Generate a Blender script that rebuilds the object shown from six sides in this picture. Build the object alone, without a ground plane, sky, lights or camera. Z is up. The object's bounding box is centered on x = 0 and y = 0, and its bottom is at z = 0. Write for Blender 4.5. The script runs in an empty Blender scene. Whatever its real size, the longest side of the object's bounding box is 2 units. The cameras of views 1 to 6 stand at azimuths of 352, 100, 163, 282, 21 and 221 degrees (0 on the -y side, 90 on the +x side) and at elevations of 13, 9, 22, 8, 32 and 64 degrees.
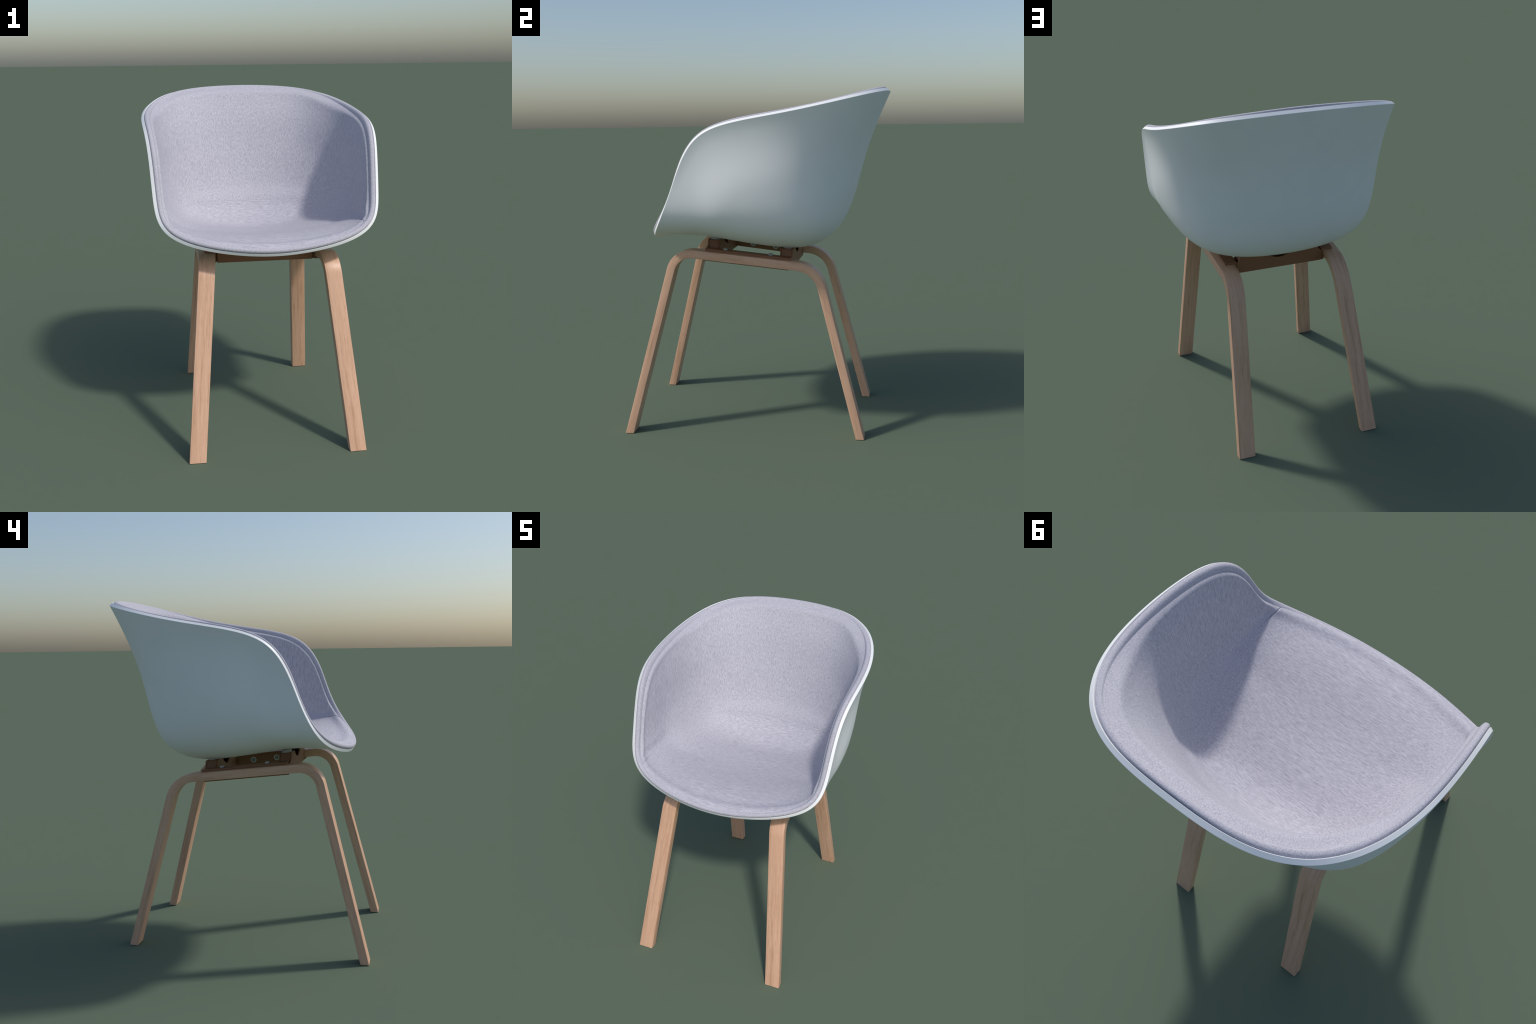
"""Upholstered bucket armchair: white moulded shell, grey felt lining, bent-wood legs.

The shell is a smooth surface lofted through thirteen half ribs that run from the
middle of the seat to the rim; everything else (lining, piping, seams) is measured
off that surface.  The two leg frames are flat strips bent along one profile each.
"""
import bpy
import math
import numpy as np

# ------------------------------------------------------------------ helpers
ROOT = bpy.data.objects.new("armchair", None)
bpy.context.scene.collection.objects.link(ROOT)
ROOT["label"] = "white tub armchair with grey felt lining and bent oak legs"
ROOT["category"] = "chair"


def add_mesh(name, verts, faces, mat, parent=ROOT, smooth=True, angle=None):
    me = bpy.data.meshes.new(name)
    me.from_pydata([tuple(map(float, v)) for v in verts], [], [tuple(map(int, f)) for f in faces])
    me.validate()
    me.update()
    ob = bpy.data.objects.new(name, me)
    bpy.context.scene.collection.objects.link(ob)
    ob.parent = parent
    if mat is not None:
        me.materials.append(mat)
    me.polygons.foreach_set("use_smooth", [smooth] * len(me.polygons))
    if smooth and angle is not None:
        me.set_sharp_from_angle(angle=math.radians(angle))
    return ob


def bevel(ob, width, segments=2):
    m = ob.modifiers.new("edge", "BEVEL")
    m.width = width
    m.segments = segments
    m.limit_method = "ANGLE"
    m.angle_limit = math.radians(35)
    m.harden_normals = True
    return ob


def smoothstep(x):
    x = np.clip(x, 0.0, 1.0)
    return x * x * (3 - 2 * x)


# ------------------------------------------------------------------ materials
class Nodes:
    """Small wrapper so that node graphs read like formulas."""

    def __init__(self, name):
        self.mat = bpy.data.materials.new(name)
        self.mat.use_nodes = True
        self.t = self.mat.node_tree
        self.bsdf = self.t.nodes["Principled BSDF"]

    def node(self, kind, **props):
        n = self.t.nodes.new(kind)
        for k, v in props.items():
            setattr(n, k, v)
        return n

    def put(self, socket, value):
        if isinstance(value, bpy.types.NodeSocket):
            self.t.links.new(value, socket)
        else:
            socket.default_value = value

    def math(self, op, a, b=0.0, c=0.0):
        n = self.node("ShaderNodeMath", operation=op)
        for s, v in zip(n.inputs, (a, b, c)):
            self.put(s, v)
        return n.outputs[0]

    def vec(self, x, y, z):
        n = self.node("ShaderNodeCombineXYZ")
        for s, v in zip(n.inputs, (x, y, z)):
            self.put(s, v)
        return n.outputs[0]

    def object_xyz(self):
        co = self.node("ShaderNodeTexCoord").outputs["Object"]
        s = self.node("ShaderNodeSeparateXYZ")
        self.put(s.inputs[0], co)
        return co, s.outputs[0], s.outputs[1], s.outputs[2]

    def mapped(self, co, scale, rot=(0, 0, 0)):
        m = self.node("ShaderNodeMapping")
        self.put(m.inputs["Vector"], co)
        m.inputs["Scale"].default_value = scale
        m.inputs["Rotation"].default_value = rot
        return m.outputs[0]

    def noise(self, co, scale=1.0, detail=2.0, rough=0.5):
        n = self.node("ShaderNodeTexNoise")
        self.put(n.inputs["Vector"], co)
        n.inputs["Scale"].default_value = scale
        n.inputs["Detail"].default_value = detail
        n.inputs["Roughness"].default_value = rough
        return n.outputs["Fac"]

    def ramp(self, fac, *stops):
        r = self.node("ShaderNodeValToRGB")
        self.put(r.inputs[0], fac)
        el = r.color_ramp.elements
        while len(el) < len(stops):
            el.new(0.5)
        for e, (p, c) in zip(el, stops):
            e.position = p
            e.color = (*c, 1.0)
        return r.outputs[0]

    def mix(self, fac, a, b, mode="MIX"):
        m = self.node("ShaderNodeMix", data_type="RGBA", blend_type=mode)
        self.put(m.inputs[0], fac)
        for s, v in ((m.inputs[6], a), (m.inputs[7], b)):
            self.put(s, (*v, 1.0) if isinstance(v, tuple) else v)
        return m.outputs[2]

    def bump(self, height, strength, distance):
        b = self.node("ShaderNodeBump")
        b.inputs["Strength"].default_value = strength
        b.inputs["Distance"].default_value = distance
        self.put(b.inputs["Height"], height)
        self.put(self.bsdf.inputs["Normal"], b.outputs[0])

    def finish(self, color, rough, **extra):
        self.put(self.bsdf.inputs["Base Color"], (*color, 1.0) if isinstance(color, tuple) else color)
        self.put(self.bsdf.inputs["Roughness"], rough)
        for k, v in extra.items():
            self.put(self.bsdf.inputs[k.replace("_", " ")], v)
        return self.mat


def plastic_material():
    n = Nodes("white_plastic")
    co, *_ = n.object_xyz()
    grain = n.noise(co, 6.0, 3.0)
    col = n.ramp(grain, (0.35, (0.865, 0.88, 0.885)), (0.65, (0.885, 0.90, 0.905)))
    return n.finish(col, 0.48)


FELT_DARK, FELT_MID, FELT_LIGHT = (0.365, 0.360, 0.418), (0.460, 0.454, 0.516), (0.550, 0.542, 0.608)


def felt_material(name, stretch):
    """Melange felt: short fibres drawn out along the axis with the small scale."""
    n = Nodes(name)
    co, *_ = n.object_xyz()
    fibre = n.noise(n.mapped(co, stretch), 1.0, 1.5, 0.5)
    fine = n.noise(n.mapped(co, tuple(2.6 * s for s in stretch)), 1.0, 1.0, 0.5)
    f = n.math("ADD", n.math("MULTIPLY", fibre, 0.55), n.math("MULTIPLY", fine, 0.45))
    col = n.ramp(f, (0.36, FELT_DARK), (0.50, FELT_MID), (0.64, FELT_LIGHT))
    n.bump(f, 0.25, 0.002)
    return n.finish(col, 0.92, Sheen_Weight=0.15, Sheen_Roughness=0.5, Specular_IOR_Level=0.2)


def brown_material():
    n = Nodes("brown_metal")
    co, *_ = n.object_xyz()
    grain = n.noise(co, 90.0, 3.0)
    col = n.ramp(grain, (0.3, (0.225, 0.098, 0.042)), (0.7, (0.255, 0.112, 0.049)))  # brown tinted warmer, with less blue, to carry the bounce light under the seat
    return n.finish(col, 0.5)


def plain_material(name, color, rough, **extra):
    n = Nodes(name)
    co, *_ = n.object_xyz()
    v = n.noise(co, 60.0, 2.0)
    dark = tuple(c * 0.94 for c in color)
    return n.finish(n.ramp(v, (0.3, dark), (0.7, color)), rough, **extra)


# ------------------------------------------------------------------ the shell surface
# Control points of each half rib, from the seat bowl outwards to the rim.
RIBS = (
    # front lip of the seat, on the centre line
    ((0.000, -0.088, 1.112), (0.000, -0.235, 1.135), (0.000, -0.383, 1.155), (0.000, -0.516, 1.155), (0.000, -0.630, 1.112)),
    ((0.075, -0.085, 1.112), (0.129, -0.230, 1.137), (0.184, -0.374, 1.158), (0.237, -0.501, 1.162), (0.283, -0.603, 1.136)),
    ((0.144, -0.075, 1.111), (0.246, -0.213, 1.140), (0.347, -0.347, 1.168), (0.440, -0.464, 1.171), (0.510, -0.541, 1.185)),
    # lower front corner, where the seat turns up into the arm
    ((0.200, -0.054, 1.108), (0.340, -0.178, 1.143), (0.472, -0.299, 1.188), (0.584, -0.406, 1.224), (0.627, -0.474, 1.275)),
    ((0.244, -0.018, 1.104), (0.408, -0.119, 1.144), (0.553, -0.223, 1.213), (0.640, -0.322, 1.302), (0.642, -0.402, 1.434)),
    ((0.278, 0.035, 1.098), (0.454, -0.032, 1.144), (0.594, -0.115, 1.237), (0.653, -0.212, 1.394), (0.652, -0.334, 1.626)),
    # arm
    ((0.304, 0.104, 1.092), (0.482, 0.078, 1.145), (0.606, 0.022, 1.262), (0.654, -0.076, 1.464), (0.668, -0.231, 1.759)),
    ((0.317, 0.182, 1.089), (0.492, 0.200, 1.150), (0.597, 0.174, 1.289), (0.639, 0.091, 1.515), (0.683, -0.042, 1.813)),
    ((0.309, 0.257, 1.088), (0.474, 0.317, 1.163), (0.561, 0.318, 1.321), (0.602, 0.270, 1.561), (0.683, 0.210, 1.850)),
    # turn from the arm into the back
    ((0.272, 0.317, 1.090), (0.413, 0.408, 1.182), (0.485, 0.433, 1.360), (0.527, 0.426, 1.612), (0.629, 0.463, 1.903)),
    ((0.202, 0.357, 1.091), (0.304, 0.467, 1.201), (0.358, 0.513, 1.400), (0.402, 0.545, 1.663), (0.497, 0.660, 1.950)),
    ((0.108, 0.377, 1.090), (0.160, 0.499, 1.214), (0.190, 0.565, 1.430), (0.220, 0.620, 1.700), (0.284, 0.755, 1.974)),
    # middle of the back
    ((0.000, 0.382, 1.089), (0.000, 0.509, 1.218), (0.000, 0.586, 1.440), (0.000, 0.646, 1.712), (0.000, 0.763, 1.979)),
)
BOWL = np.array((0.0, 0.122, 1.074))   # lowest part of the seat, where all ribs meet
BOWL_SLOPE = -0.197                    # fall of the seat towards the back at that point
HALF = len(RIBS) - 1                   # rib 0 = front centre, rib HALF = back centre
TURN = 2 * HALF                        # ribs all the way round

ribs = np.array(RIBS)
loops = np.zeros((7, HALF + 1, 3))
loops[2:] = np.swapaxes(ribs, 0, 1)
loops[0] = BOWL
step = loops[2, :, :2] - BOWL[:2]
loops[1, :, :2] = BOWL[:2] + 0.4 * step
loops[1, :, 2] = BOWL[2] + 0.4 * BOWL_SLOPE * step[:, 1]
loops = np.concatenate([loops, loops[:, -2:0:-1] * (-1, 1, 1)], axis=1)   # mirror


FLARE = 0.015


def fold(u):
    u = np.asarray(u) % TURN
    return np.minimum(u, TURN - u)


def by_rib(u, ribs_at, values):
    """A quantity given at a few ribs, blended softly in between."""
    k = np.linspace(-2, HALF + 2, (HALF + 4) * 40 + 1)
    raw = np.interp(np.where(k < 0, -k, np.where(k > HALF, 2 * HALF - k, k)), ribs_at, values)
    for _ in range(2):
        raw = np.convolve(np.pad(raw, 16, mode="edge"), np.ones(33) / 33, "valid")
    return np.interp(fold(u), k, raw)


def along_rim(u):
    """Uniform cubic B-spline weights round the chair: (samples, TURN)."""
    u = np.atleast_1d(u)
    i = np.floor(u).astype(int)
    f = u - i
    w = np.zeros((len(u), TURN))
    rows = np.arange(len(u))
    for k, c in zip((-1, 0, 1, 2), ((1 - f) ** 3, 3 * f**3 - 6 * f**2 + 4, -3 * f**3 + 3 * f**2 + 3 * f + 1, f**3)):
        w[rows, (i + k) % TURN] += c / 6
    return w


KNOTS = np.concatenate([[0] * 3, np.linspace(0, 1, 5), [1] * 3])


def along_rib(v):
    """Clamped cubic B-spline weights from the bowl (0) to the rim (1)."""
    v = np.clip(v, 0, 1 - 1e-9)
    row = [((KNOTS[i] <= v) & (v < KNOTS[i + 1])).astype(float) for i in range(len(KNOTS) - 1)]
    for p in (1, 2, 3):
        new = []
        for i in range(len(KNOTS) - 1 - p):
            d0, d1 = KNOTS[i + p] - KNOTS[i], KNOTS[i + p + 1] - KNOTS[i + 1]
            a = (v - KNOTS[i]) / d0 * row[i] if d0 > 0 else 0 * v
            b = (KNOTS[i + p + 1] - v) / d1 * row[i + 1] if d1 > 0 else 0 * v
            new.append(a + b)
        row = new
    return np.stack(row, -1)


def plain_point(u, v):
    """u: (n,), v: (m, n) -> (m, n, 3)"""
    lu = np.einsum("ur,jrk->juk", along_rim(u % TURN), loops)
    return np.einsum("vuj,juk->vuk", along_rib(v), lu)


def point(u, v):
    """The lofted shell, waisted just under the rim of the arms so that the edge flares out."""
    p = plain_point(u, v)
    edge = plain_point(u, np.ones((1, len(u))))
    s = np.linalg.norm(p - edge, axis=-1)
    amount = by_rib(u, (3.6, 5.0, 7, 9), (0, FLARE, FLARE, 0))[None]
    waist = amount * (1 - np.exp(-s / 0.045)) * (1 - smoothstep((s - 0.11) / 0.27))
    e = edge[0] - BOWL
    e = e * (1, 0.35, 0)
    e /= np.linalg.norm(e, axis=-1, keepdims=True) + 1e-9
    return p - e[None] * waist[..., None]


def surface(u, v):
    """Points, inward normals and outward rib tangents of the outer shell."""
    e, vv = 1e-3, np.clip(v, 0.02, 1 - 1e-3)
    p = point(u, v)
    pv = point(u, vv + e) - point(u, vv - e)
    pu = point(u + 0.01, vv) - point(u - 0.01, vv)
    n = np.cross(pv, pu)
    n /= np.linalg.norm(n, axis=-1, keepdims=True)
    t = pv / np.linalg.norm(pv, axis=-1, keepdims=True)
    return p, n, t


def rib_length(u, count=200):
    """Arc length measured from the rim as a function of v, per rib."""
    v = np.linspace(0, 1, count)
    p = point(u, np.repeat(v[:, None], len(u), 1))
    seg = np.linalg.norm(np.diff(p, axis=0), axis=-1)
    s = np.concatenate([np.cumsum(seg[::-1], 0)[::-1], np.zeros((1, len(u)))])
    return v, s


def distance_from_rim(u, v):
    vv, s = rib_length(u)
    return np.stack([np.interp(v[:, k], vv, s[:, k]) for k in range(len(u))], 1)


# lip of the shell: how far its rim face reaches inward (n) and outward past the edge (t)
def lip_in(u):
    return by_rib(u, (0, 3, 7, 9.5, 12), (0.017, 0.018, 0.018, 0.021, 0.024))


def lip_out(u):
    return by_rib(u, (0, 3, 4, 7, 10, 12), (0.003, 0.004, 0.005, 0.005, 0.005, 0.005))


ROUND = np.linspace(0, TURN, 24 * 18, endpoint=False)


def stitch(rows, cols, closed=True, start=0, flip=False):
    faces = []
    for r in range(rows - 1):
        for c in range(cols if closed else cols - 1):
            d = (c + 1) % cols
            q = (start + r * cols + c, start + r * cols + d, start + (r + 1) * cols + d, start + (r + 1) * cols + c)
            faces.append(q[::-1] if flip else q)
    return faces


def build_shell(mat):
    u = ROUND
    v_out = 1 - np.linspace(1, 0, 64) ** 1.15
    grid = lambda v: np.repeat(np.asarray(v)[:, None], len(u), 1)
    p, n, t = surface(u, grid(v_out[1:]))
    rows = [p[k] for k in range(len(p) - 1)]
    E, N, T = p[-1], n[-1], t[-1]
    li, lo = lip_in(u)[:, None], lip_out(u)[:, None]
    lip = N * li + T * lo
    r = 0.0012
    L = lip / np.linalg.norm(lip, axis=1, keepdims=True)
    # crisp outer edge, flat rim face, rounded inner edge
    rows += [E - T * r, E + L * r, E + lip - L * 0.5 * r, E + lip - T * r]
    v_in = v_out[::-1]
    pi, ni, ti = surface(u, grid(v_in[:-1]))
    s = distance_from_rim(u, grid(v_in[:-1]))
    inner = pi + ni * li[None] + ti * (lo[None] - r) * np.exp(-s / 0.02)[..., None]
    rows += [inner[k] for k in range(len(inner))]
    verts = np.concatenate(rows)
    faces = stitch(len(rows), len(u))
    a = len(verts)
    b0 = BOWL
    nb = np.array((0, -BOWL_SLOPE, 1.0))
    nb /= np.linalg.norm(nb)
    verts = np.vstack([verts, b0, b0 + nb * 0.018])
    for c in range(len(u)):
        d = (c + 1) % len(u)
        faces.append((d, c, a))
        k = (len(rows) - 1) * len(u)
        faces.append((k + c, k + d, a + 1))
    return add_mesh("shell", verts, faces, mat, angle=24)


# ------------------------------------------------------------------ the lining
PIPING_WIDTH = 0.0255
PAD = 0.058        # lining surface above the outer shell


def groove_in(u):
    return lip_in(u) + 0.004 + PIPING_WIDTH


def seam_v(u):
    """Where the seat panel is sewn to the back panel (1 = at the rim)."""
    f = fold(u)
    k = np.linspace(0, HALF, 481)
    raw = np.interp(k, (0, 2.5, 2.9, 3.3, 3.9, 4.8, 5.85, 6.75, 8.0, 9.35, 10.2, 11, 12),
                    (1.0, 1.0, 0.925, 0.875, 0.79, 0.705, 0.636, 0.593, 0.562, 0.53, 0.495, 0.482, 0.476))
    pad = np.concatenate([np.full(10, raw[0]), raw, np.full(10, raw[-1])])
    soft = np.convolve(pad, np.ones(21) / 21, "valid")
    return np.interp(f, k, soft)


def padding(u, v, p, n, s):
    """Thickness of the padding: thin under the thighs, full behind the shoulders."""
    seat = smoothstep((0.10 - p[..., 1]) / 0.35) * smoothstep((n[..., 2] - 0.30) / 0.4)
    back = by_rib(u, (6.8, 8.2, 9.3, 10.3, 12), (0, 0.45, 1.5, 1.15, 0.90))[None]
    relax = by_rib(u, (8.5, 9.5, 10.3, 12), (0.75, 0.40, 0.42, 0.75))[None]
    upper = smoothstep(s / 0.075) * (1 - relax * smoothstep((s - 0.18) / 0.25))
    upper = upper * smoothstep((v - 0.12) / 0.30)
    side = by_rib(u, (2.6, 4.2, 7.6, 8.8), (0, 1, 1, 0))[None] * smoothstep(s / 0.06) * (1 - smoothstep((s - 0.38) / 0.2))
    seat = seat * (0.45 + 0.55 * smoothstep(s / 0.09))
    dip = np.exp(-((p[..., 0] / 0.20) ** 2) - (((p[..., 1] + 0.08) / 0.17) ** 2)) * smoothstep((n[..., 2] - 0.3) / 0.4)
    return PAD - 0.019 * seat - 0.008 * dip + 0.026 * back * upper - 0.010 * side


def lining(u, v):
    """Lining surface: stepped flange beside the groove, padding, sewn crease."""
    p, n, t = surface(u, v)
    s = distance_from_rim(u, v)
    g = groove_in(u)[None]
    arm = by_rib(u, (0, 1.8, 3.4, 7.5, 9.3, 12), (0, 0, 1, 1, 0.1, 0))[None]
    flange = 0.016 * arm                       # flat strip along the arms before the step
    width = 0.055 - 0.031 * arm
    pad = padding(u, v, p, n, s)
    low = g - 0.003 - 0.009 * arm                # recess under the piping
    h = low + (pad - low) * smoothstep((s - flange) / width)
    pillow = by_rib(u, (0, 2.2, 3.4, 8, 12), (0.007, 0.006, 0.0015, 0.002, 0.004))[None]
    h = h + pillow * np.exp(-(((s - 0.050) / 0.028) ** 2))   # soft pillow edge
    h = h + 0.006 * arm * np.exp(-(((s - 0.040) / 0.018) ** 2))             # ridge along the arms
    h = h - (0.016 - 0.010 * arm) * np.exp(-((s / 0.007) ** 2))
    vc = np.repeat(seam_v(u)[None], len(v), 0)
    d = s - distance_from_rim(u, vc)
    f = fold(u)[None]
    fade = smoothstep((f - 2.3) / 0.3)
    h = h + 0.013 * smoothstep((f - 8.0) / 2) * np.exp(-(((d + 0.033) / 0.065) ** 2)) * smoothstep((v - 0.05) / 0.25)    # filled-out turn from seat to back
    deep = 0.0010 + 0.0045 * np.exp(-(((f - 2.85) / 0.35) ** 2))
    h = h - deep * fade * np.exp(-((d / 0.0045) ** 2))                        # stitched line
    return p + n * h[..., None] + t * (-0.002 * np.exp(-s / 0.008))[..., None], n


def panel(name, u, top_v, bottom_v, mat, closed):
    """A padded panel between two lines on the shell, closed at the back."""
    q = np.linspace(0, 1, 74)
    q = 0.35 * q + 0.65 * (q**2.2 if closed else 0.5 - 0.5 * np.cos(np.pi * q))
    v = top_v[None] + (bottom_v - top_v)[None] * q[:, None]
    up, n = lining(u, v)
    low = up - n * 0.022
    m, k = len(v), len(u)
    verts = np.concatenate([up.reshape(-1, 3), low.reshape(-1, 3)])
    faces = stitch(m, k, closed, flip=True) + stitch(m, k, closed, start=m * k)
    wrap = k if closed else k - 1
    for c in range(wrap):
        d = (c + 1) % k
        faces.append((c, d, m * k + d, m * k + c))
        if not closed:
            e = (m - 1) * k
            faces.append((e + d, e + c, m * k + e + c, m * k + e + d))
    if closed:
        e = (m - 1) * k
        a = len(verts)
        verts = np.vstack([verts, up[-1].mean(0), low[-1].mean(0)])
        for c in range(k):
            d = (c + 1) % k
            faces.append((e + d, e + c, a))
            faces.append((m * k + e + c, m * k + e + d, a + 1))
    else:
        for r in range(m - 1):
            for c, rev in ((0, False), (k - 1, True)):
                f = (r * k + c, (r + 1) * k + c, m * k + (r + 1) * k + c, m * k + r * k + c)
                faces.append(f[::-1] if rev else f)
    return add_mesh(name, verts, faces, mat, angle=60)


def build_piping(mat):
    u = ROUND
    p, n, t = surface(u, np.ones((1, len(u))))
    E, N, T = p[0], n[0], t[0]
    li, lo = lip_in(u)[:, None], lip_out(u)[:, None]
    crown = by_rib(u, (0, 3, 4, 7.5, 8.5, 9.5, 10.5, 11.5, 12), (0.004, 0.005, 0.005, 0.005, 0.0025, -0.0015, -0.001, 0.005, 0.0085))[:, None]
    gap = by_rib(u, (0, 2.5, 4, 12), (0.0018, 0.0020, 0.0030, 0.0030))[:, None]
    fall = by_rib(u, (0, 3, 7, 9, 12), (0.001, 0.005, 0.007, 0.007, 0.007))[:, None]   # leans in along the back
    w = PIPING_WIDTH
    rows = []
    for a in np.linspace(-0.22, 1.22, 19) * np.pi:
        x = 0.5 - 0.5 * np.cos(a)
        y = np.sign(np.sin(a)) * abs(np.sin(a)) ** 0.55
        rows.append(E + N * (li + gap + w * x) + T * (lo - 0.014 + (0.014 + crown) * y - fall * x))
    for x, y in ((0.9, -0.026), (0.1, -0.026)):
        rows.append(E + N * (li + 0.0012 + w * x) + T * (lo + y))
    rows.append(rows[0])
    k = len(u)
    faces = stitch(len(rows) - 1, k, flip=False)
    m = len(rows) - 2
    faces += [(m * k + c, m * k + (c + 1) % k, (c + 1) % k, c) for c in range(k)]
    return add_mesh("edge_piping", np.concatenate(rows[:-1]), faces, mat, angle=60)


# ------------------------------------------------------------------ bent-wood leg frames
STRIP = 0.047                 # thickness of the bent strip
STRIP_WIDTH = 0.094
FRONT_FOOT, FRONT_LEAN = -0.760, 0.2623     # outer line of the front leg: y = foot + lean * z
BACK_FOOT, BACK_LEAN = 0.641, -0.2600
BAR_HEIGHT, BAR_FALL = 1.0437, -0.112       # top of the bar: z = height + fall * y
FRONT_RADIUS, BACK_RADIUS = 0.142, 0.185


def outer_x(y, z):
    """The frame lies in one plane that leans in towards the seat."""
    return 0.4605 - 0.0555 * y - 0.080 * z


def bar_top(y):
    return BAR_HEIGHT + BAR_FALL * y


def bend(foot, lean, radius):
    """Corner, tangent points and centre of a bend between leg and bar, as 2D vectors."""
    z = (BAR_HEIGHT + BAR_FALL * foot) / (1 - BAR_FALL * lean)
    corner = np.array((foot + lean * z, z))
    down = -np.array((lean, 1.0)) / math.hypot(lean, 1)
    along = np.array((1.0, BAR_FALL)) / math.hypot(1, BAR_FALL)
    if foot > 0:
        along = -along
    half = 0.5 * math.acos(float(down @ along))
    reach = radius / math.tan(half)
    centre = corner + (down + along) / np.linalg.norm(down + along) * radius / math.sin(half)
    return corner, down, along, centre, reach, half


def leg_profile(foot, lean, radius, end_y):
    """Matching points on the outer and inner face, from the floor to the bar."""
    corner, down, along, centre, reach, half = bend(foot, lean, radius)
    sign = -1 if foot < 0 else 1
    inner_foot = foot - sign * STRIP * math.hypot(1, lean)
    a = corner + down * reach
    b = corner + along * reach
    rin = radius - STRIP
    ra, rb = (a - centre) / radius, (b - centre) / radius
    outer, inner = [], []
    for k in np.linspace(0, 1, 12)[:-1]:
        outer.append((1 - k) * np.array((foot, 0.0)) + k * a)
        inner.append((1 - k) * np.array((inner_foot, 0.0)) + k * (centre + ra * rin))
    total = math.acos(float(ra @ rb))
    for k in np.linspace(0, 1, 15):
        d = (math.sin((1 - k) * total) * ra + math.sin(k * total) * rb) / math.sin(total)
        outer.append(centre + d * radius)
        inner.append(centre + d * rin)
    normal = rb
    end = np.array((end_y, bar_top(end_y)))
    outer.append(end)
    inner.append(end - normal * STRIP)
    return np.array(outer), np.array(inner)


def strip(name, outer, inner, side, mat, cap):
    """Sweep a rounded rectangle between the outer and inner line."""
    r = 0.003
    ring = []
    for cx, cy, a0 in ((0, 0, 180), (1, 0, 270), (1, 1, 0), (0, 1, 90)):
        for a in (0, 30, 60, 90):
            ang = math.radians(a0 + a)
            ring.append((cx, cy, math.cos(ang), math.sin(ang)))
    verts = []
    for po, pi in zip(outer, inner):
        thick = np.linalg.norm(pi - po)
        for cx, cy, dx, dy in ring:
            wx = (r + cx * (STRIP_WIDTH - 2 * r) + dx * r) / STRIP_WIDTH
            wy = (r + cy * (thick - 2 * r) + dy * r) / thick
            y, z = po + (pi - po) * wy
            verts.append((side * (outer_x(y, z) - wx * STRIP_WIDTH), y, z))
    k = len(ring)
    flip = side > 0
    mid = 0.5 * (outer + inner)
    turn = np.cross(np.append(inner[0] - outer[0], 0), np.append(mid[1] - mid[0], 0))[2]
    if turn < 0:
        flip = not flip
    faces = stitch(len(outer), k, True, flip=flip)
    if cap:
        faces.append(tuple(range(k)) if not flip else tuple(range(k))[::-1])
    return add_mesh(name, verts, faces, mat, angle=40)


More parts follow.
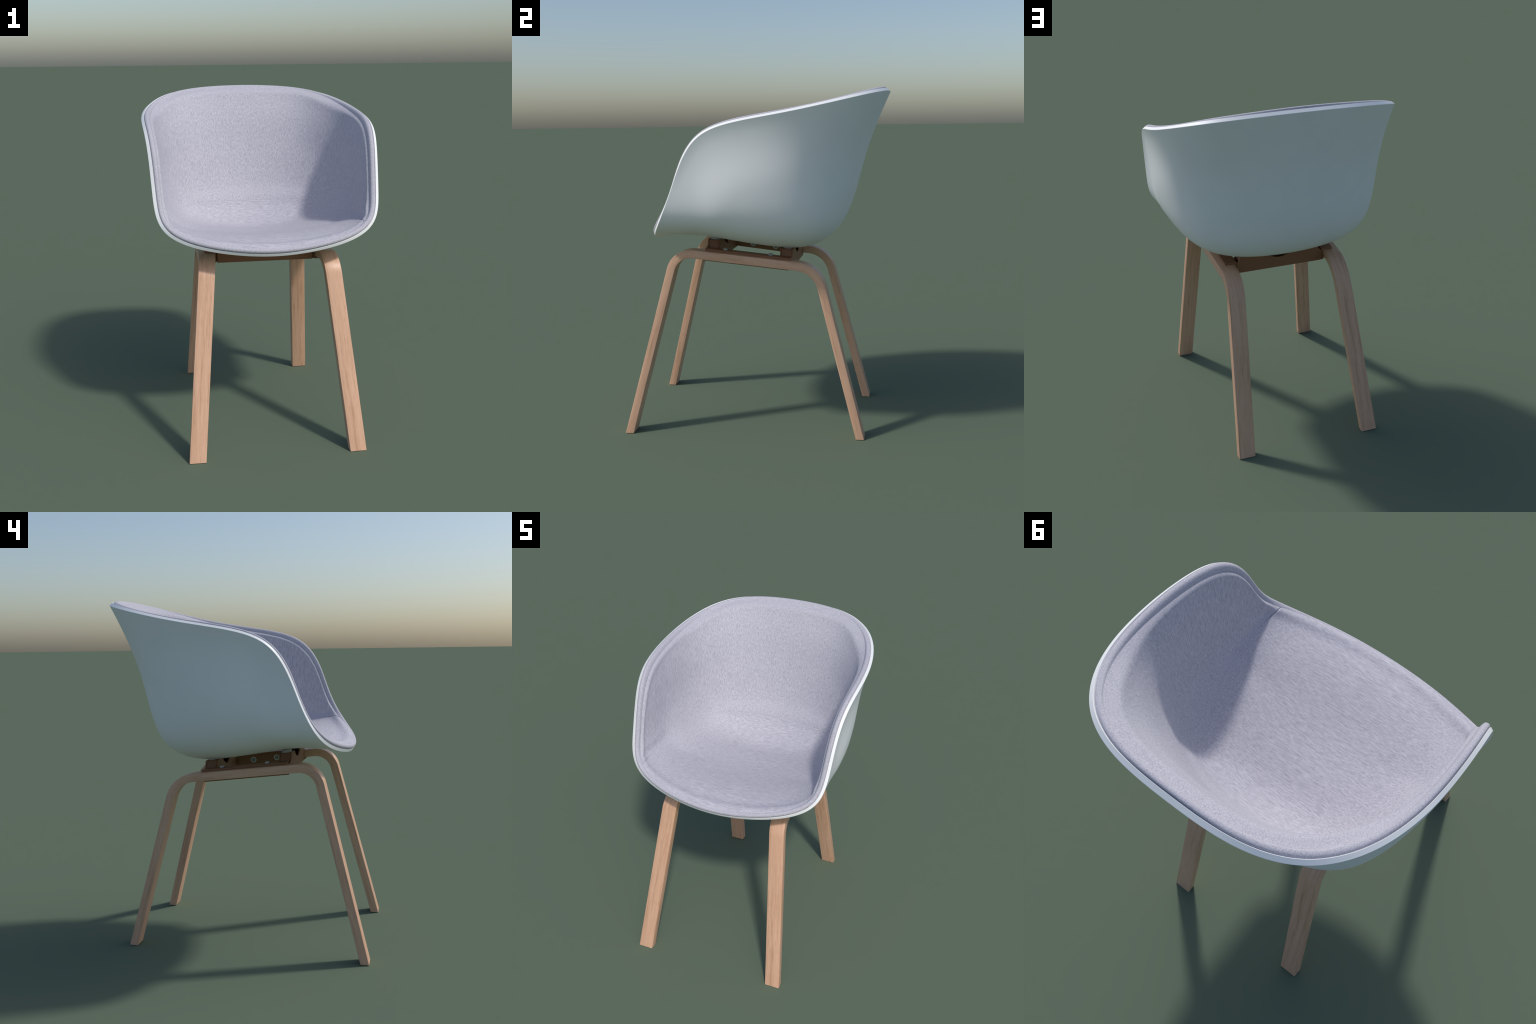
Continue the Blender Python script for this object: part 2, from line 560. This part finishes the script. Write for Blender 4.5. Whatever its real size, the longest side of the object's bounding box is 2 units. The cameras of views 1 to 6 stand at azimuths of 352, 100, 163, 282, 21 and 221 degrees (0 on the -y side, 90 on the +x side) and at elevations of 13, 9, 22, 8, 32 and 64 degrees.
def wood_material():
    """Pale oak; the grain follows the strip round its bends."""
    n = Nodes("oak_veneer")
    co, x, y, z = n.object_xyz()
    x = n.math("ABSOLUTE", x)
    across = n.math("ADD", x, n.math("ADD", n.math("MULTIPLY", y, 0.0555), n.math("MULTIPLY", z, 0.080)))

    def leg_coords(foot, lean, radius):
        corner, down, along, centre, reach, half = bend(foot, lean, radius)
        ry = n.math("SUBTRACT", y, float(centre[0]))
        rz = n.math("SUBTRACT", z, float(centre[1]))
        da = n.math("ADD", n.math("MULTIPLY", ry, float(down[0])), n.math("MULTIPLY", rz, float(down[1])))
        db = n.math("ADD", n.math("MULTIPLY", ry, float(along[0])), n.math("MULTIPLY", rz, float(along[1])))
        ra = (corner + down * reach - centre) / radius
        rb = (corner + along * reach - centre) / radius
        depth_leg = n.math("SUBTRACT", radius, n.math("ADD", n.math("MULTIPLY", ry, float(ra[0])), n.math("MULTIPLY", rz, float(ra[1]))))
        depth_bar = n.math("SUBTRACT", radius, n.math("ADD", n.math("MULTIPLY", ry, float(rb[0])), n.math("MULTIPLY", rz, float(rb[1]))))
        dist = n.math("SQRT", n.math("ADD", n.math("MULTIPLY", ry, ry), n.math("MULTIPLY", rz, rz)))
        depth_arc = n.math("SUBTRACT", radius, dist)
        # angle travelled round the bend, measured from the leg's tangent point
        total = math.acos(float(ra @ rb))
        ang = n.math("ARCTAN2", n.math("MULTIPLY", da, -1.0), n.math("SUBTRACT", radius, depth_leg))
        on_leg = n.math("GREATER_THAN", da, 0.0)
        on_bar = n.math("GREATER_THAN", db, 0.0)
        length_leg = n.math("MULTIPLY", da, -1.0)
        length_arc = n.math("MULTIPLY", ang, radius)
        length_bar = n.math("ADD", db, radius * total)
        pick = lambda f, a, b: n.math("ADD", n.math("MULTIPLY", f, a), n.math("MULTIPLY", n.math("SUBTRACT", 1.0, f), b))
        depth = pick(on_leg, depth_leg, pick(on_bar, depth_bar, depth_arc))
        length = pick(on_leg, length_leg, pick(on_bar, length_bar, length_arc))
        return depth, length

    df, lf = leg_coords(FRONT_FOOT, FRONT_LEAN, FRONT_RADIUS)
    db_, lb = leg_coords(BACK_FOOT, BACK_LEAN, BACK_RADIUS)
    back = n.math("GREATER_THAN", y, -0.06)
    pick = lambda a, b: n.math("ADD", n.math("MULTIPLY", back, a), n.math("MULTIPLY", n.math("SUBTRACT", 1.0, back), b))
    depth, length = pick(db_, df), pick(n.math("SUBTRACT", 0.34, lb), lf)
    # left and right strips are cut from different boards
    side = n.math("MULTIPLY", n.math("SIGN", n.object_xyz()[1]), 3.7)
    wob = n.noise(n.vec(n.math("MULTIPLY", across, 9.0), n.math("ADD", side, n.math("MULTIPLY", length, 4.0)), n.math("MULTIPLY", depth, 9.0)), 1.0, 2.0)
    shift = n.math("MULTIPLY", wob, 0.012)
    fibres = n.vec(n.math("MULTIPLY", n.math("ADD", across, shift), 150.0), n.math("ADD", side, n.math("MULTIPLY", length, 5.0)), n.math("MULTIPLY", n.math("ADD", depth, shift), 150.0))
    broad = n.vec(n.math("MULTIPLY", n.math("ADD", across, shift), 45.0), n.math("ADD", side, n.math("MULTIPLY", length, 2.2)), n.math("MULTIPLY", n.math("ADD", depth, shift), 45.0))
    pore = n.vec(n.math("MULTIPLY", across, 420.0), n.math("ADD", side, n.math("MULTIPLY", length, 16.0)), n.math("MULTIPLY", depth, 420.0))
    a = n.noise(fibres, 1.0, 3.0, 0.6)
    b = n.noise(broad, 1.0, 2.0, 0.5)
    c = n.noise(pore, 1.0, 1.0)
    f = n.math("ADD", n.math("MULTIPLY", a, 0.55), n.math("MULTIPLY", b, 0.45))
    col = n.ramp(f, (0.30, (0.440, 0.245, 0.145)), (0.46, (0.615, 0.370, 0.242)), (0.60, (0.670, 0.415, 0.280)), (0.75, (0.710, 0.450, 0.310)))
    pores = n.ramp(c, (0.30, (0.80, 0.74, 0.68)), (0.42, (1.0, 1.0, 1.0)))
    col = n.mix(0.7, col, pores, "MULTIPLY")
    n.bump(f, 0.06, 0.002)
    return n.finish(col, 0.42)


# ------------------------------------------------------------------ under-seat bracket
def on_bar(x, y, h):
    """A point given by its height above the top of the sloping bar."""
    return (x, y, bar_top(y) + h)


def block(name, corners, mat, parent, width=0.0015):
    """Eight corners: four below (round), four above."""
    faces = [(3, 2, 1, 0), (4, 5, 6, 7), (0, 1, 5, 4), (1, 2, 6, 5), (2, 3, 7, 6), (3, 0, 4, 7)]
    me_faces = faces
    c = np.array(corners)
    vol = np.dot(np.cross(c[1] - c[0], c[3] - c[0]), c[4] - c[0])
    if vol < 0:
        me_faces = [f[::-1] for f in faces]
    return bevel(add_mesh(name, corners, me_faces, mat, parent, angle=30), width)


def bar_box(name, xr, yr, hr, mat, parent, side=1):
    """xr holds (inner, outer) functions or numbers; heights above the bar."""
    fx = [(lambda y, v=v: v) if not callable(v) else v for v in xr]
    pts = []
    for h in hr:
        for y, f in ((yr[0], fx[0]), (yr[0], fx[1]), (yr[1], fx[1]), (yr[1], fx[0])):
            pts.append(on_bar(side * f(y), y, h))
    return block(name, pts, mat, parent)


def inner_x(y):
    return outer_x(y, bar_top(y) - 0.02) - STRIP_WIDTH


def build_bracket(brown, metal, washer, cap, rubber):
    bracket = bpy.data.objects.new("bracket", None)
    bpy.context.scene.collection.objects.link(bracket)
    bracket.parent = ROOT
    TOP = 0.052
    for side in (1, -1):
        bar_box("channel", (lambda y: inner_x(y) - 0.013, lambda y: inner_x(y) + 0.055), (-0.287, 0.210), (0.0005, 0.0125), brown, bracket, side)
        bar_box("channel_web", (lambda y: inner_x(y) - 0.013, lambda y: inner_x(y) - 0.001), (-0.287, 0.210), (-0.0575, 0.0005), brown, bracket, side)
        bar_box("channel_flange", (lambda y: inner_x(y) - 0.001, lambda y: inner_x(y) + 0.060), (-0.300, 0.196), (-0.0575, -0.0475), brown, bracket, side)
        for y in (-0.172, 0.091):
            ring = [(math.cos(k * math.pi / 3), math.sin(k * math.pi / 3)) for k in range(6)]
            cx, r = inner_x(y) + 0.031, 0.0145
            verts = [on_bar(side * (cx + r * a), y + r * b, h) for h in (0.0125, 0.0245) for a, b in ring]
            faces = [tuple(range(6))[::-1], tuple(range(6, 12))] + [(k, (k + 1) % 6, 6 + (k + 1) % 6, 6 + k) for k in range(6)]
            if side < 0:
                faces = [f[::-1] for f in faces]
            bevel(add_mesh("bolt", verts, faces, metal, bracket, angle=30), 0.002)
        for y in (-0.119, 0.030):
            # washer round each fixing hole on the inner face of the channel, with a sunk disc
            m = 28
            x0 = inner_x(y) - 0.013
            for part, mat, r0, r1, d in (("washer", washer, 0.0125, 0.0185, 0.003), ("screw_cap", cap, 0.0, 0.0127, 0.0012)):
                verts, faces = [], []
                for rr, dd in ((r1, -0.001), (r1, d), (r0, d), (r0, -0.001)):
                    for k in range(m):
                        a = 2 * math.pi * k / m
                        verts.append((side * (x0 - dd), y + rr * math.cos(a), bar_top(y) - 0.027 + rr * math.sin(a)))
                faces = stitch(3, m, True, flip=side < 0)
                add_mesh(part, verts, faces, mat, bracket, angle=40)
    for y0, y1 in ((-0.297, -0.225), (0.136, 0.210)):
        # channel-shaped cross member: two walls notched in the middle, floor, ends and saddles
        for ya in (y0, y1 - 0.008):
            yb = ya + 0.008
            end = min(inner_x(y0), inner_x(y1)) - 0.0145
            outline = [(-end, -0.059), (end, -0.059), (end, 0.004), (0.246, 0.014), (0.232, TOP)]
            outline += [(x, 0.002 + 0.050 * (abs(x) / 0.125) ** 1.7) for x in np.linspace(0.125, -0.125, 25)]
            outline += [(-0.232, TOP), (-0.246, 0.014), (-end, 0.004)]
            k = len(outline)
            verts = [on_bar(x, y, h) for y in (ya, yb) for x, h in outline]
            faces = [tuple(range(k)), tuple(range(k, 2 * k))[::-1]] + [((a + 1) % k, a, k + a, k + (a + 1) % k) for a in range(k)]
            bevel(add_mesh("cross_beam_wall", verts, faces, brown, bracket, angle=35), 0.0015)
        end = min(inner_x(y0), inner_x(y1)) - 0.016
        bar_box("cross_beam_floor", (-end, end), (y0 + 0.0085, y1 - 0.0085), (-0.058, -0.050), brown, bracket)
        for side in (1, -1):
            pts = []
            for xa, xb, h in ((0.212, 0.246, 0.004), (0.205, 0.232, TOP - 0.001)):
                for x, y in ((xa, y0 + 0.0085), (xb, y0 + 0.0085), (xb, y1 - 0.0085), (xa, y1 - 0.0085)):
                    pts.append(on_bar(side * x, y, h))
            block("cross_beam_end", pts, brown, bracket)
            bar_box("saddle", (0.145, 0.224), (y0 + 0.0085, y1 - 0.0085), (TOP - 0.009, TOP - 0.001), brown, bracket, side)
            cx, cy, r = side * 0.190, 0.5 * (y0 + y1), 0.030
            m = 28
            verts = [on_bar(cx + rr * math.cos(2 * math.pi * k / m), cy + rr * math.sin(2 * math.pi * k / m), h)
                     for rr, h in ((r, TOP - 0.002), (r, TOP + 0.014), (0.8 * r, TOP + 0.018)) for k in range(m)]
            faces = stitch(3, m, True) + [tuple(range(2 * m, 3 * m))]
            add_mesh("rubber_foot", verts, faces, rubber, bracket, angle=40)


# ------------------------------------------------------------------ assemble
white = plastic_material()
felt_seat = felt_material("felt_seat", (21.0, 200.0, 200.0))
felt_back = felt_material("felt_back", (200.0, 200.0, 19.0))
felt_edge = felt_material("felt_edge", (190.0, 190.0, 190.0))
oak = wood_material()
brown = brown_material()
steel = plain_material("steel", (0.42, 0.42, 0.43), 0.35, Metallic=0.7)
zinc = plain_material("pale_washer", (0.55, 0.60, 0.58), 0.45)
dull = plain_material("dull_steel", (0.24, 0.25, 0.24), 0.6)
rubber = plain_material("white_rubber", (0.60, 0.62, 0.62), 0.5)

build_shell(white)
build_piping(felt_edge)
panel("seat_cushion", ROUND, seam_v(ROUND), np.full(len(ROUND), 0.015), felt_seat, True)
arc = np.linspace(2.52, TURN - 2.52, 420)
panel("back_cushion", arc, np.ones(len(arc)), np.minimum(seam_v(arc), 0.998), felt_back, False)

for side in (1, -1):
    for foot, lean, radius, end in ((FRONT_FOOT, FRONT_LEAN, FRONT_RADIUS, -0.300), (BACK_FOOT, BACK_LEAN, BACK_RADIUS, 0.240)):
        po, pi = leg_profile(foot, lean, radius, end)
        strip("leg", po, pi, side, oak, True)
        if foot < 0:
            front_end = (po[-1], pi[-1])
        else:
            back_end = (po[-1], pi[-1])
    k = np.linspace(0, 1, 8)[:, None]
    po = front_end[0] + (back_end[0] - front_end[0]) * k
    pi = front_end[1] + (back_end[1] - front_end[1]) * k
    strip("side_rail", po, pi, side, oak, False)

build_bracket(brown, steel, zinc, dull, rubber)
